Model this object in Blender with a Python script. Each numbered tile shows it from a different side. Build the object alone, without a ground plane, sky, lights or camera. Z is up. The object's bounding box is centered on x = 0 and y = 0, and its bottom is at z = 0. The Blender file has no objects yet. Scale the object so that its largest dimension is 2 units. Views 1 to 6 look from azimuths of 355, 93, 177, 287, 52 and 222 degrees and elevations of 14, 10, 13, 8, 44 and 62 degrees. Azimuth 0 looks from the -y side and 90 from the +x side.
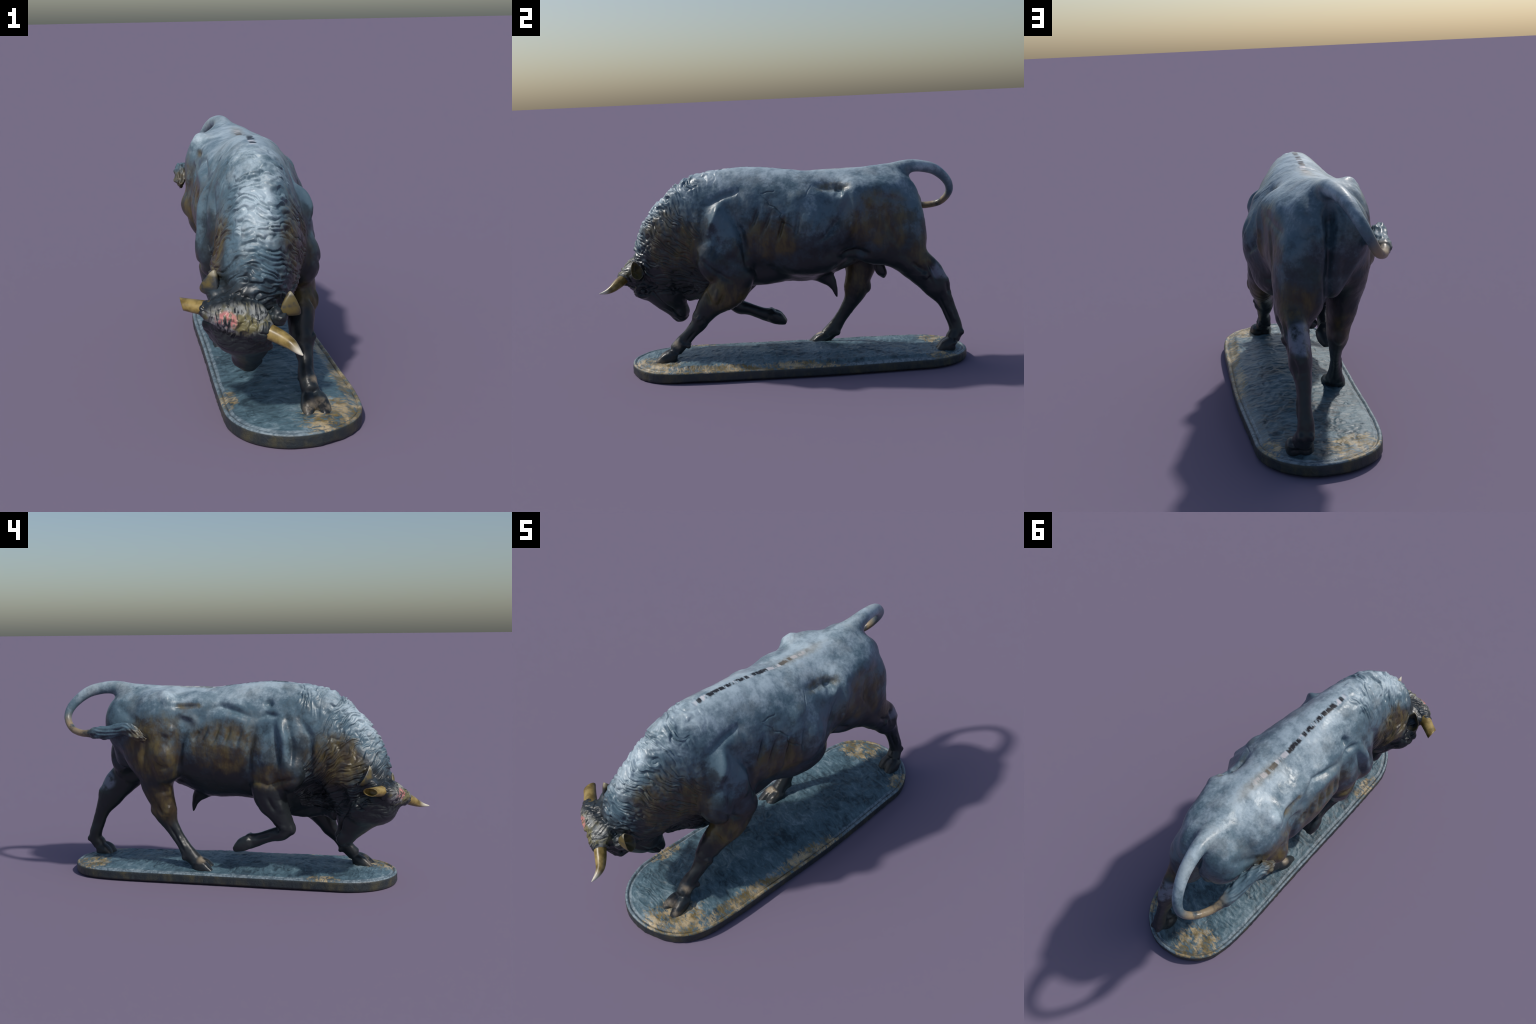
"""Bronze statue of a charging bull on a low rounded plinth.
The bull's body is an implicit surface: tubes swept along spines (torso, neck, head,
legs, tail), muscle ellipsoids and carved grooves blended together, then meshed with surface nets,
wrinkled, and cut into its anatomical parts."""
import bpy, bmesh, math
import numpy as np
from mathutils import Vector

VOX = 0.006            # cell size of the field that gets meshed
LO = np.array([-0.42, -0.98, 0.03])
HI = np.array([0.30, 1.02, 1.13])
DIM = np.ceil((HI - LO) / VOX).astype(int) + 1
AX = [LO[i] + VOX * np.arange(DIM[i]) for i in range(3)]

# ------------------------------------------------------------------ helpers
def hash3(ix, iy, iz, seed):
    h = (ix * 374761393 + iy * 668265263 + iz * 1274126177 + seed * 974634777) & 0xFFFFFFFF
    h = ((h ^ (h >> 13)) * 1274126177) & 0xFFFFFFFF
    h = ((h ^ (h >> 16)) * 2246822519) & 0xFFFFFFFF
    return ((h ^ (h >> 15)) & 0xFFFFFF) / float(0xFFFFFF) * 2 - 1

def noise(P, freq=1.0, seed=0):
    """smooth value noise in -1..1 at the points P (n,3)"""
    Q = P * freq + 100.0
    I = np.floor(Q).astype(np.int64)
    F = Q - I
    F = F * F * F * (F * (F * 6 - 15) + 10)
    out = 0
    for dx in (0, 1):
        for dy in (0, 1):
            for dz in (0, 1):
                w = (F[:, 0] if dx else 1 - F[:, 0]) * (F[:, 1] if dy else 1 - F[:, 1]) * (F[:, 2] if dz else 1 - F[:, 2])
                out = out + w * hash3(I[:, 0] + dx, I[:, 1] + dy, I[:, 2] + dz, seed)
    return out

def fbm(P, freq, seed=0, octaves=3):
    s, a = 0, 1.0
    for k in range(octaves):
        s = s + a * noise(P, freq * 2 ** k, seed + k * 17)
        a *= 0.5
    return s / 1.75

def sstep(a, b, x):
    t = np.clip((x - a) / (b - a), 0, 1)
    return t * t * (3 - 2 * t)

def spline(ctrl, per=10):
    """Catmull-Rom through rows of control values"""
    C = np.array(ctrl, float)
    C = np.vstack([2 * C[0] - C[1], C, 2 * C[-1] - C[-2]])
    rows = []
    for i in range(1, len(C) - 2):
        p0, p1, p2, p3 = C[i - 1], C[i], C[i + 1], C[i + 2]
        for k in range(per):
            t = k / per
            rows.append(0.5 * (2 * p1 + (p2 - p0) * t + (2 * p0 - 5 * p1 + 4 * p2 - p3) * t * t + (3 * p1 - p0 - 3 * p2 + p3) * t ** 3))
    rows.append(C[-2])
    return np.array(rows)

def unit(v):
    return v / np.maximum(np.linalg.norm(v, axis=-1, keepdims=True), 1e-9)

def smin(a, b, k):
    h = np.clip(0.5 + 0.5 * (b - a) / k, 0, 1)
    return b + (a - b) * h - k * h * (1 - h)

class Tube:
    """elliptical tube: rows (x, y, z, radius_up, radius_down, radius_side); 'lat' = side direction(s)"""
    def __init__(self, rows, lat=(1, 0, 0), per=7, n=2.0, caps=(0.6, 0.6), pinch=(0, 0, 0)):
        R = spline(rows, per)
        self.c, self.ru, self.rd, self.rs, self.n = R[:, :3], R[:, 3], R[:, 4], R[:, 5], n
        T = unit(np.gradient(self.c, axis=0))
        L = np.array(lat, float)
        L = np.tile(L, (len(T), 1)) if L.ndim == 1 else spline(L, per)
        L = unit(L - T * np.sum(L * T, 1, keepdims=True))
        self.T, self.L, self.U = T, L, np.cross(T, L)
        self.caps, self.pinch = caps, pinch
        m = max(self.ru.max(), self.rd.max(), self.rs.max())
        self.box = (self.c.min(0) - m, self.c.max(0) + m)

    def nearest(self, P):
        c = self.c.astype(np.float32)
        cc = (c ** 2).sum(1) * 0.5
        idx = np.empty(len(P), int)
        for i in range(0, len(P), 200000):
            idx[i:i + 200000] = np.argmax(P[i:i + 200000].astype(np.float32) @ c.T - cc, 1)
        return idx

    def coords(self, P):
        """place along the spine (m), up and side offsets"""
        idx = self.nearest(P)
        q = P - self.c[idx]
        step = np.linalg.norm(np.diff(self.c, axis=0), axis=1)
        run = np.concatenate([[0], np.cumsum(step)])
        return run[idx] + np.sum(q * self.T[idx], 1), np.sum(q * self.U[idx], 1), np.sum(q * self.L[idx], 1)

    def dist(self, P):
        idx = self.nearest(P)
        T = self.T[idx]
        q = P - self.c[idx]
        a = np.sum(q * T, 1)
        u = np.sum(q * self.U[idx], 1)
        s = np.sum(q * self.L[idx], 1)
        # fractional position along the spine
        step = np.linalg.norm(np.diff(self.c, axis=0), axis=1).mean()
        f = np.clip(idx + a / step, 0, len(self.c) - 1)
        k = np.arange(len(self.c))
        ru, rd, rs = np.interp(f, k, self.ru), np.interp(f, k, self.rd), np.interp(f, k, self.rs)
        end = ((idx == 0) & (a < 0)) | ((idx == len(self.c) - 1) & (a > 0))
        cap = np.where(idx == 0, self.caps[0], self.caps[1])
        rw = np.maximum(np.minimum(ru + rd, 2 * rs) * 0.5 * cap, 0.002)
        w = np.where(end, a, 0)
        rv = np.where(u > 0, ru, rd)
        n = self.n
        rs = rs * (1 - np.where(u > 0, self.pinch[0], self.pinch[1] + (self.pinch[2] - self.pinch[1]) * sstep(0.58, 0.80, f / (len(self.c) - 1))) * np.minimum(np.abs(u) / rv, 1) ** 2)
        rho = (np.abs(u / rv) ** n + np.abs(s / rs) ** n + np.abs(w / rw) ** n) ** (1 / n)
        L = np.sqrt(u * u + s * s + w * w)
        d = L - L / np.maximum(rho, 1e-6)
        return np.where(L < 1e-5, -np.minimum(rv, rs), d)

class Ball:
    """ellipsoid with radii r, turned by 'ax' = two direction vectors"""
    def __init__(self, c, r, a1=(1, 0, 0), a2=(0, 1, 0)):
        self.c, self.r = np.array(c, float), np.array(r, float)
        x = unit(np.array(a1, float))
        y = np.array(a2, float)
        y = unit(y - x * (x @ y))
        self.M = np.array([x, y, np.cross(x, y)])
        m = self.r.max()
        self.box = (self.c - m, self.c + m)

    def dist(self, P):
        q = (P - self.c) @ self.M.T
        rho = np.linalg.norm(q / self.r, axis=1)
        L = np.linalg.norm(q, axis=1)
        return np.where(L < 1e-5, -self.r.min(), L - L / np.maximum(rho, 1e-6))

FIELD = np.full(DIM, 0.06, np.float32)

def blend(shape, k=0.03, cut=False, pad=0.035):
    pad = pad + k
    a = np.maximum(np.floor((shape.box[0] - pad - LO) / VOX).astype(int), 0)
    b = np.minimum(np.ceil((shape.box[1] + pad - LO) / VOX).astype(int) + 1, DIM)
    if (b <= a).any():
        return
    g = np.stack(np.meshgrid(AX[0][a[0]:b[0]], AX[1][a[1]:b[1]], AX[2][a[2]:b[2]], indexing="ij"), -1)
    sh = g.shape[:3]
    d = np.minimum(shape.dist(g.reshape(-1, 3)).reshape(sh), 0.2).astype(np.float32)
    v = FIELD[a[0]:b[0], a[1]:b[1], a[2]:b[2]]
    v[...] = -smin(-v, d, k) if cut else smin(v, d, k)

# ------------------------------------------------------------------ anatomy
X = (1, 0, 0)
trunk = Tube([  # rump to nape in one sweep: x, y, z, up, down, half width
    (-0.072, 0.650, 0.810, 0.225, 0.210, 0.150),
    (-0.068, 0.560, 0.800, 0.256, 0.215, 0.168),
    (-0.055, 0.450, 0.790, 0.270, 0.230, 0.198),
    (-0.048, 0.300, 0.770, 0.288, 0.265, 0.210),
    (-0.034, 0.150, 0.750, 0.308, 0.295, 0.248),
    (-0.038, 0.000, 0.745, 0.328, 0.290, 0.240),
    (-0.036, -0.150, 0.745, 0.341, 0.305, 0.212),
    (-0.045, -0.280, 0.735, 0.346, 0.350, 0.200),
    (-0.038, -0.400, 0.705, 0.345, 0.325, 0.182),
    (-0.047, -0.515, 0.650, 0.295, 0.260, 0.168),
    (-0.082, -0.600, 0.580, 0.244, 0.195, 0.164),
    (-0.106, -0.660, 0.505, 0.192, 0.140, 0.138),
], lat=(1, 0, 0), n=2.1, per=8, caps=(0.55, 0.4), pinch=(0.16, 0.26, 0.46))
HL = (0.91, -0.36, -0.29)      # the head is turned: direction from its right to its left side
skull = Tube([   # poll to muzzle; "up" is the forehead side
    (-0.150, -0.790, 0.505, 0.075, 0.080, 0.105),
    (-0.140, -0.760, 0.450, 0.092, 0.105, 0.112),
    (-0.124, -0.705, 0.405, 0.074, 0.100, 0.095),
    (-0.109, -0.655, 0.350, 0.053, 0.090, 0.076),
    (-0.107, -0.610, 0.300, 0.046, 0.080, 0.056),
    (-0.105, -0.578, 0.265, 0.040, 0.055, 0.050),
], lat=HL, n=2.2, caps=(0.5, 0.55))
foreleg_left = Tube([   # elbow to fetlock: up = rear, down = front
    (0.130, -0.235, 0.560, 0.085, 0.110, 0.075),
    (0.145, -0.285, 0.455, 0.095, 0.105, 0.070),
    (0.138, -0.378, 0.370, 0.074, 0.070, 0.058),
    (0.132, -0.430, 0.305, 0.047, 0.050, 0.048),
    (0.134, -0.452, 0.268, 0.040, 0.042, 0.042),
    (0.138, -0.498, 0.218, 0.032, 0.034, 0.030),
    (0.133, -0.536, 0.172, 0.040, 0.036, 0.034),
    (0.142, -0.580, 0.126, 0.042, 0.036, 0.040),
], caps=(0.5, 0.5))
foreleg_right = Tube([
    (-0.195, -0.175, 0.560, 0.110, 0.085, 0.075),
    (-0.178, -0.195, 0.470, 0.092, 0.078, 0.076),
    (-0.164, -0.242, 0.390, 0.060, 0.056, 0.062),
    (-0.150, -0.268, 0.325, 0.048, 0.046, 0.050),
    (-0.148, -0.250, 0.290, 0.042, 0.042, 0.046),
    (-0.146, -0.190, 0.273, 0.036, 0.034, 0.034),
    (-0.144, -0.125, 0.249, 0.036, 0.034, 0.031),
    (-0.145, -0.066, 0.231, 0.044, 0.042, 0.036),
], caps=(0.5, 0.4))
hindleg_left = Tube([
    (0.038, 0.600, 0.680, 0.150, 0.155, 0.080),
    (0.050, 0.660, 0.600, 0.110, 0.128, 0.072),
    (0.055, 0.710, 0.535, 0.080, 0.105, 0.060),
    (0.046, 0.785, 0.465, 0.074, 0.098, 0.050),
    (0.040, 0.838, 0.405, 0.070, 0.074, 0.046),
    (0.035, 0.882, 0.328, 0.046, 0.047, 0.034),
    (0.037, 0.912, 0.255, 0.038, 0.038, 0.028),
    (0.038, 0.938, 0.165, 0.036, 0.036, 0.036),
    (0.050, 0.918, 0.122, 0.038, 0.044, 0.042),
], caps=(0.5, 0.5))
hindleg_right = Tube([
    (-0.180, 0.490, 0.700, 0.140, 0.125, 0.085),
    (-0.178, 0.465, 0.600, 0.118, 0.095, 0.080),
    (-0.170, 0.445, 0.510, 0.090, 0.090, 0.066),
    (-0.158, 0.424, 0.430, 0.072, 0.072, 0.054),
    (-0.152, 0.412, 0.365, 0.070, 0.066, 0.048),
    (-0.145, 0.384, 0.300, 0.045, 0.047, 0.030),
    (-0.146, 0.330, 0.218, 0.036, 0.036, 0.025),
    (-0.150, 0.282, 0.145, 0.042, 0.038, 0.034),
    (-0.148, 0.238, 0.108, 0.038, 0.042, 0.040),
], caps=(0.5, 0.5))
tail = Tube([
    (-0.092, 0.580, 1.018, 0.040, 0.050, 0.050),
    (-0.100, 0.680, 1.045, 0.038, 0.045, 0.042),
    (-0.118, 0.760, 1.048, 0.034, 0.034, 0.034),
    (-0.150, 0.857, 1.024, 0.030, 0.030, 0.030),
    (-0.190, 0.932, 0.957, 0.025, 0.025, 0.026),
    (-0.225, 0.949, 0.890, 0.021, 0.021, 0.022),
    (-0.258, 0.907, 0.833, 0.019, 0.019, 0.020),
    (-0.286, 0.841, 0.812, 0.019, 0.019, 0.020),
    (-0.302, 0.775, 0.812, 0.020, 0.020, 0.020),
], lat=(-1, 0, 0), caps=(0.4, 0.5))
tuft = Tube([
    (-0.300, 0.790, 0.812, 0.018, 0.018, 0.018),
    (-0.305, 0.740, 0.815, 0.026, 0.026, 0.022),
    (-0.303, 0.680, 0.818, 0.032, 0.034, 0.026),
    (-0.308, 0.610, 0.836, 0.028, 0.028, 0.026),
    (-0.318, 0.555, 0.845, 0.028, 0.026, 0.024),
    (-0.324, 0.510, 0.822, 0.026, 0.022, 0.020),
    (-0.328, 0.470, 0.792, 0.014, 0.014, 0.014),
    (-0.332, 0.445, 0.784, 0.005, 0.005, 0.005),
], lat=(-1, 0, 0), caps=(0.4, 0.4))
sheath = Tube([
    (-0.030, 0.185, 0.500, 0.046, 0.056, 0.046),
    (-0.024, 0.255, 0.455, 0.038, 0.040, 0.028),
    (-0.020, 0.284, 0.410, 0.019, 0.021, 0.017),
    (-0.016, 0.296, 0.372, 0.011, 0.011, 0.010),
    (-0.014, 0.301, 0.352, 0.004, 0.004, 0.004),
], caps=(0.5, 0.5))
scrotum = Tube([
    (-0.035, 0.535, 0.560, 0.034, 0.034, 0.034),
    (-0.032, 0.545, 0.510, 0.038, 0.036, 0.040),
    (-0.030, 0.555, 0.475, 0.030, 0.030, 0.036),
    (-0.029, 0.560, 0.452, 0.010, 0.010, 0.014),
], caps=(0.5, 0.5))

def claw(top, toe, r, back=0.0):
    """half of a cloven hoof: from the coronet down to the toe"""
    t, e = np.array(top, float), np.array(toe, float)
    m = t * 0.5 + e * 0.5
    e = e + (e - t) * 0.12
    return Tube([tuple(t - (e - t) * 0.15) + (r * 0.95, r * 0.95, r * 0.72), tuple(t) + (r * 1.08, r * 1.10, r * 0.86), tuple(m) + (r * 0.98, r * 1.15, r * 0.90), tuple(e) + (r * 0.36, r * 0.5, r * 0.55)], caps=(0.5, 0.35), n=2.3)

def hoof(name, pairs, r, knobs):
    rows = [(name, claw(a, b, r), 0.004) for a, b in pairs]
    rows += [(name, Ball(np.array(a) + (0, 0.004, 0.012), (r * 0.86, r * 1.05, 0.012)), 0.005) for a, b in pairs]     # coronet
    return rows + [(name, Ball(k, (0.014, 0.014, 0.016)), 0.012) for k in knobs]

def lock(k):
    """one twisted strand of the tail tuft"""
    c = tuft.c[4::4]
    f = np.linspace(0, 1, len(c))
    a = 1.05 * k + 3.4 * f + 0.6 * np.sin(9 * f + k)
    off = (np.cos(a)[:, None] * tuft.U[4::4] + np.sin(a)[:, None] * tuft.L[4::4]) * (tuft.ru[4::4] * 0.85 + 0.010 * (k % 2) * f ** 3)[:, None]
    r = 0.0125 - 0.007 * f ** 2
    return Tube(np.c_[c + off, r, r, r], lat=(-1, 0, 0), per=3)

PARTS = [  # (name, shape, blend width, kind)
    ("torso", trunk, 0.02),
    ("torso", Ball((-0.092, 0.57, 0.93), (0.122, 0.17, 0.122)), 0.05),                # croup
    ("torso", Ball((0.092, 0.400, 0.930), (0.050, 0.070, 0.060)), 0.09),
    ("torso", Ball((0.052, 0.530, 0.895), (0.070, 0.130, 0.105)), 0.06),
    ("torso", Ball((-0.222, 0.430, 0.860), (0.078, 0.160, 0.120)), 0.04),
    ("torso", Ball((-0.125, 0.220, 0.945), (0.115, 0.170, 0.085)), 0.04),
    ("torso", Ball((-0.040, 0.690, 0.850), (0.070, 0.082, 0.100)), 0.03),
    ("torso", Ball((-0.170, 0.42, 0.972), (0.080, 0.13, 0.068)), 0.05),                # hip bones
    ("torso", Ball((-0.212, 0.395, 0.938), (0.060, 0.125, 0.068)), 0.05),
    ("torso", Ball((0.018, 0.662, 0.73), (0.090, 0.126, 0.21)), 0.03),
    ("torso", Ball((-0.005, 0.630, 0.925), (0.050, 0.112, 0.082)), 0.04),              # buttocks
    ("torso", Ball((-0.165, 0.615, 0.86), (0.105, 0.128, 0.15)), 0.04),
    ("torso", Ball((0.01, -0.12, 0.53), (0.11, 0.24, 0.085)), 0.03),               # brisket
    ("torso", Ball((-0.155, 0.250, 0.74), (0.118, 0.16, 0.16)), 0.04),              # paunch
    ("torso", Ball((0.100, 0.160, 0.71), (0.125, 0.13, 0.12)), 0.04),
    ("torso", Ball((0.088, 0.150, 0.590), (0.100, 0.190, 0.085)), 0.05),              # lower flank
    ("neck", Tube([(-0.060, -0.520, 0.430, .05, .075, .040), (-0.020, -0.450, 0.430, .05, .065, .032), (0.005, -0.370, 0.420, .05, .070, .040), (0.000, -0.28, 0.42, .05, .065, .055)], lat=(-1, 0, 0)), 0.03),   # dewlap
    ("torso", Ball((0.005, -0.37, 0.52), (0.085, 0.13, 0.13)), 0.04),
    ("foreleg_left", Ball((0.118, -0.29, 0.70), (0.080, 0.115, 0.19), X, (0, 0.93, 0.25)), 0.03),
    ("foreleg_left", Ball((0.125, -0.245, 0.60), (0.080, 0.105, 0.110)), 0.03),
    ("foreleg_left", Ball((0.100, -0.425, 0.690), (0.052, 0.085, 0.110)), 0.03),
    ("foreleg_left", Ball((0.140, -0.360, 0.61), (0.082, 0.085, 0.115)), 0.03),
    ("foreleg_left", Ball((0.165, -0.198, 0.515), (0.040, 0.045, 0.050)), 0.02),     # elbow
    ("foreleg_left", foreleg_left, 0.022),
    ("foreleg_right", Ball((-0.183, -0.240, 0.74), (0.072, 0.120, 0.19), X, (0, 0.93, 0.2)), 0.03),
    ("foreleg_right", Ball((-0.187, -0.190, 0.61), (0.075, 0.100, 0.105)), 0.03),
    ("foreleg_right", Ball((-0.200, -0.308, 0.632), (0.080, 0.088, 0.108)), 0.03),
    ("foreleg_right", foreleg_right, 0.022),
    ("hindleg_left", Ball((0.055, 0.52, 0.73), (0.072, 0.19, 0.19)), 0.04),
    ("hindleg_left", Ball((-0.005, 0.680, 0.655), (0.075, 0.115, 0.140)), 0.03),
    ("hindleg_left", hindleg_left, 0.04),
    ("hindleg_right", Ball((-0.203, 0.45, 0.75), (0.087, 0.18, 0.20)), 0.04),
    ("hindleg_right", Ball((-0.215, 0.38, 0.68), (0.085, 0.10, 0.14)), 0.04),        # stifle
    ("hindleg_right", hindleg_right, 0.04),
    ("tail", tail, 0.035),
    ("tail_tuft", tuft, 0.01),
    *[("tail_tuft", lock(k), 0.004) for k in range(6)],
    ("hindleg_left", Ball((0.037, 0.890, 0.425), (0.022, 0.018, 0.034)), 0.015),     # points of the hocks
    ("hindleg_right", Ball((-0.152, 0.478, 0.378), (0.024, 0.020, 0.032)), 0.015),
    ("hindleg_left", Ball((0.066, 0.842, 0.395), (0.018, 0.030, 0.026)), 0.015),
    ("hindleg_right", Ball((-0.186, 0.400, 0.370), (0.018, 0.028, 0.026)), 0.015),
    ("foreleg_left", Ball((0.136, -0.462, 0.298), (0.030, 0.020, 0.036)), 0.015),     # knees
    ("foreleg_left", Ball((0.168, -0.440, 0.285), (0.016, 0.026, 0.026)), 0.012),
    ("foreleg_right", Ball((-0.150, -0.306, 0.312), (0.034, 0.020, 0.030)), 0.015),
    ("foreleg_left", Ball((0.142, -0.560, 0.168), (0.030, 0.018, 0.020)), 0.012),     # fetlocks
    ("hindleg_right", Ball((-0.150, 0.262, 0.140), (0.030, 0.018, 0.020)), 0.012),
    ("sheath", sheath, 0.02),
    ("scrotum", scrotum, 0.015),
    ("head", skull, 0.03),
    ("head", Tube([(-0.270, -0.798, 0.553, 0.036, 0.036, 0.036), (-0.210, -0.835, 0.541, 0.043, 0.044, 0.042),
                   (-0.135, -0.862, 0.517, 0.043, 0.048, 0.042), (-0.055, -0.885, 0.488, 0.036, 0.036, 0.036)],
                  lat=(0.45, 0.63, 0.63), caps=(0.4, 0.4)), 0.04),                   # frontal ridge between the horns
    ("head", Ball((-0.108, -0.635, 0.400), (0.098, 0.095, 0.09)), 0.04),
    ("head", Ball((-0.195, -0.680, 0.440), (0.072, 0.070, 0.070)), 0.03),              # jowls
    ("head", Ball((-0.058, -0.795, 0.410), (0.028, 0.040, 0.030)), 0.02),           # brows
    ("head", Ball((-0.245, -0.715, 0.470), (0.028, 0.040, 0.030)), 0.02),
    ("head", Ball((-0.101, -0.582, 0.275), (0.061, 0.048, 0.048)), 0.02),           # muzzle
    ("head", Ball((-0.140, -0.812, 0.548), (0.100, 0.055, 0.045), HL, (0, 1, 0)), 0.03),     # nape behind the poll
    ("head", Ball((-0.005, -0.800, 0.512), (0.032, 0.032, 0.032)), 0.03),           # roots of the ears
    ("head", Ball((-0.228, -0.735, 0.585), (0.032, 0.032, 0.032)), 0.03),
]
PARTS += hoof("hoof_a", [((0.128, -0.605, 0.098), (0.122, -0.682, 0.066)), ((0.172, -0.600, 0.098), (0.190, -0.680, 0.066))], 0.033, [(0.112, -0.512, 0.150), (0.160, -0.510, 0.150)])
PARTS += hoof("hoof_b", [((-0.165, -0.062, 0.230), (-0.170, 0.000, 0.190)), ((-0.125, -0.062, 0.230), (-0.140, 0.000, 0.190))], 0.034, [(-0.163, -0.070, 0.262), (-0.127, -0.070, 0.262)])
PARTS += hoof("hoof_c", [((0.038, 0.905, 0.090), (0.036, 0.842, 0.062)), ((0.080, 0.900, 0.090), (0.088, 0.838, 0.062))], 0.038, [(0.020, 0.968, 0.152), (0.058, 0.968, 0.152)])
PARTS += hoof("hoof_d", [((-0.168, 0.222, 0.088), (-0.178, 0.145, 0.060)), ((-0.126, 0.222, 0.088), (-0.118, 0.145, 0.060))], 0.036, [(-0.170, 0.302, 0.122), (-0.130, 0.302, 0.122)])
for name, shape, k in PARTS:
    blend(shape, k)
for shape, k in [
    (Ball((-0.104, 0.775, 0.920), (0.032, 0.085, 0.085)), 0.035),              # hollow under the root of the tail
    (Ball((-0.165, 0.775, 0.670), (0.080, 0.070, 0.120)), 0.035),
    (Ball((-0.225, -0.555, 0.490), (0.060, 0.065, 0.085)), 0.04),              # the tuft-side thigh is set forward
    (Ball((-0.070, 0.620, 0.525), (0.055, 0.120, 0.060)), 0.03),              # groin
    (Ball((0.105, -0.550, 0.490), (0.050, 0.055, 0.060)), 0.03),              # throat behind the jaw
    (Ball((-0.180, -0.425, 0.445), (0.105, 0.090, 0.125)), 0.04),             # under the throat
    (Ball((0.268, -0.125, 0.655), (0.048, 0.075, 0.140)), 0.05),              # hollows behind the elbows
    (Ball((-0.315, -0.040, 0.600), (0.060, 0.110, 0.130)), 0.05),
    (Ball((-0.150, -0.085, 0.415), (0.100, 0.055, 0.040)), 0.02),
]:
    blend(shape, k, cut=True)

# ------------------------------------------------------------------ meshing: surface nets
def surface_nets(F):
    s = F < 0
    n = np.array(F.shape) - 1
    cnt = np.zeros(n, np.int16)
    pos = np.zeros(tuple(n) + (3,), np.float32)
    off = np.array([[i, j, k] for i in (0, 1) for j in (0, 1) for k in (0, 1)])
    edges = [(a, b) for a in range(8) for b in range(a + 1, 8) if np.abs(off[a] - off[b]).sum() == 1]
    sl = lambda A, o: A[o[0]:o[0] + n[0], o[1]:o[1] + n[1], o[2]:o[2] + n[2]]
    inside = sum(sl(s, o).astype(np.int8) for o in off)
    act = np.argwhere((inside > 0) & (inside < 8))
    V = [F[act[:, 0] + o[0], act[:, 1] + o[1], act[:, 2] + o[2]] for o in off]
    acc = np.zeros((len(act), 3))
    c = np.zeros(len(act))
    for a, b in edges:
        x = (V[a] < 0) != (V[b] < 0)
        t = np.where(x, V[a] / np.where(x, V[a] - V[b], 1), 0)[:, None]
        acc += np.where(x[:, None], off[a] + t * (off[b] - off[a]), 0)
        c += x
    verts = LO + VOX * (act + acc / c[:, None])
    index = np.full(n, -1, np.int64)
    index[tuple(act.T)] = np.arange(len(act))
    quads = []
    for ax in range(3):
        u, w = (ax + 1) % 3, (ax + 2) % 3
        hi = [slice(None)] * 3
        lo = [slice(None)] * 3
        hi[ax], lo[ax] = slice(1, None), slice(None, -1)
        flip = np.argwhere(s[tuple(lo)] != s[tuple(hi)])
        ok = (flip[:, u] > 0) & (flip[:, w] > 0) & (flip[:, u] < n[u]) & (flip[:, w] < n[w])
        flip = flip[ok]
        q = []
        for du, dw in ((1, 1), (0, 1), (0, 0), (1, 0)):
            p = flip.copy()
            p[:, u] -= du
            p[:, w] -= dw
            q.append(index[tuple(p.T)])
        q = np.stack(q, 1)
        out = s[tuple(flip.T)]
        q[~out] = q[~out][:, ::-1]
        quads.append(q)
    return verts, np.concatenate(quads)

V, Q = surface_nets(FIELD)

def normals_of(V, Q):
    a, b, c, d = (V[Q[:, i]] for i in range(4))
    fn = np.cross(c - a, d - b)
    N = np.zeros_like(V)
    for i in range(4):
        for k in range(3):
            N[:, k] += np.bincount(Q[:, i], fn[:, k], len(V))
    return unit(N)

def edges_of(Q):
    e = np.sort(np.concatenate([Q[:, [i, (i + 1) % 4]] for i in range(4)]), 1)
    return np.unique(e, axis=0)

def relax(V, E, times, f=0.5):
    deg = np.bincount(E.ravel(), minlength=len(V))[:, None]
    for _ in range(times):
        S = np.stack([np.bincount(E[:, 0], V[E[:, 1], k], len(V)) + np.bincount(E[:, 1], V[E[:, 0], k], len(V)) for k in range(3)], 1)
        V = V + f * (S / deg - V)
    return V

def subdivide(V, Q):
    """split every quad into four, then one relaxation of the new points"""
    e = np.sort(np.concatenate([Q[:, [i, (i + 1) % 4]] for i in range(4)]), 1)
    E, inv = np.unique(e, axis=0, return_inverse=True)
    inv = inv.reshape(4, -1)
    nV, nE = len(V), len(E)
    fp = V[Q].mean(1)
    ep = V[E].mean(1)
    # Catmull-Clark edge points
    s = np.zeros((nE, 3))
    c = np.zeros(nE)
    for i in range(4):
        for k in range(3):
            s[:, k] += np.bincount(inv[i], fp[:, k], nE)
        c += np.bincount(inv[i], minlength=nE)
    ep = (ep + s / c[:, None]) / 2
    V2 = np.vstack([V, ep, fp])
    f = nV + nE + np.arange(len(Q))
    new = [np.stack([Q[:, i], nV + inv[i], f, nV + inv[(i + 3) % 4]], 1) for i in range(4)]
    return V2, np.concatenate(new)

V = relax(V, edges_of(Q), 3, 0.5)
V, Q = subdivide(V, Q)
V = relax(V, edges_of(Q), 2, 0.5)
N = normals_of(V, Q)

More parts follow.
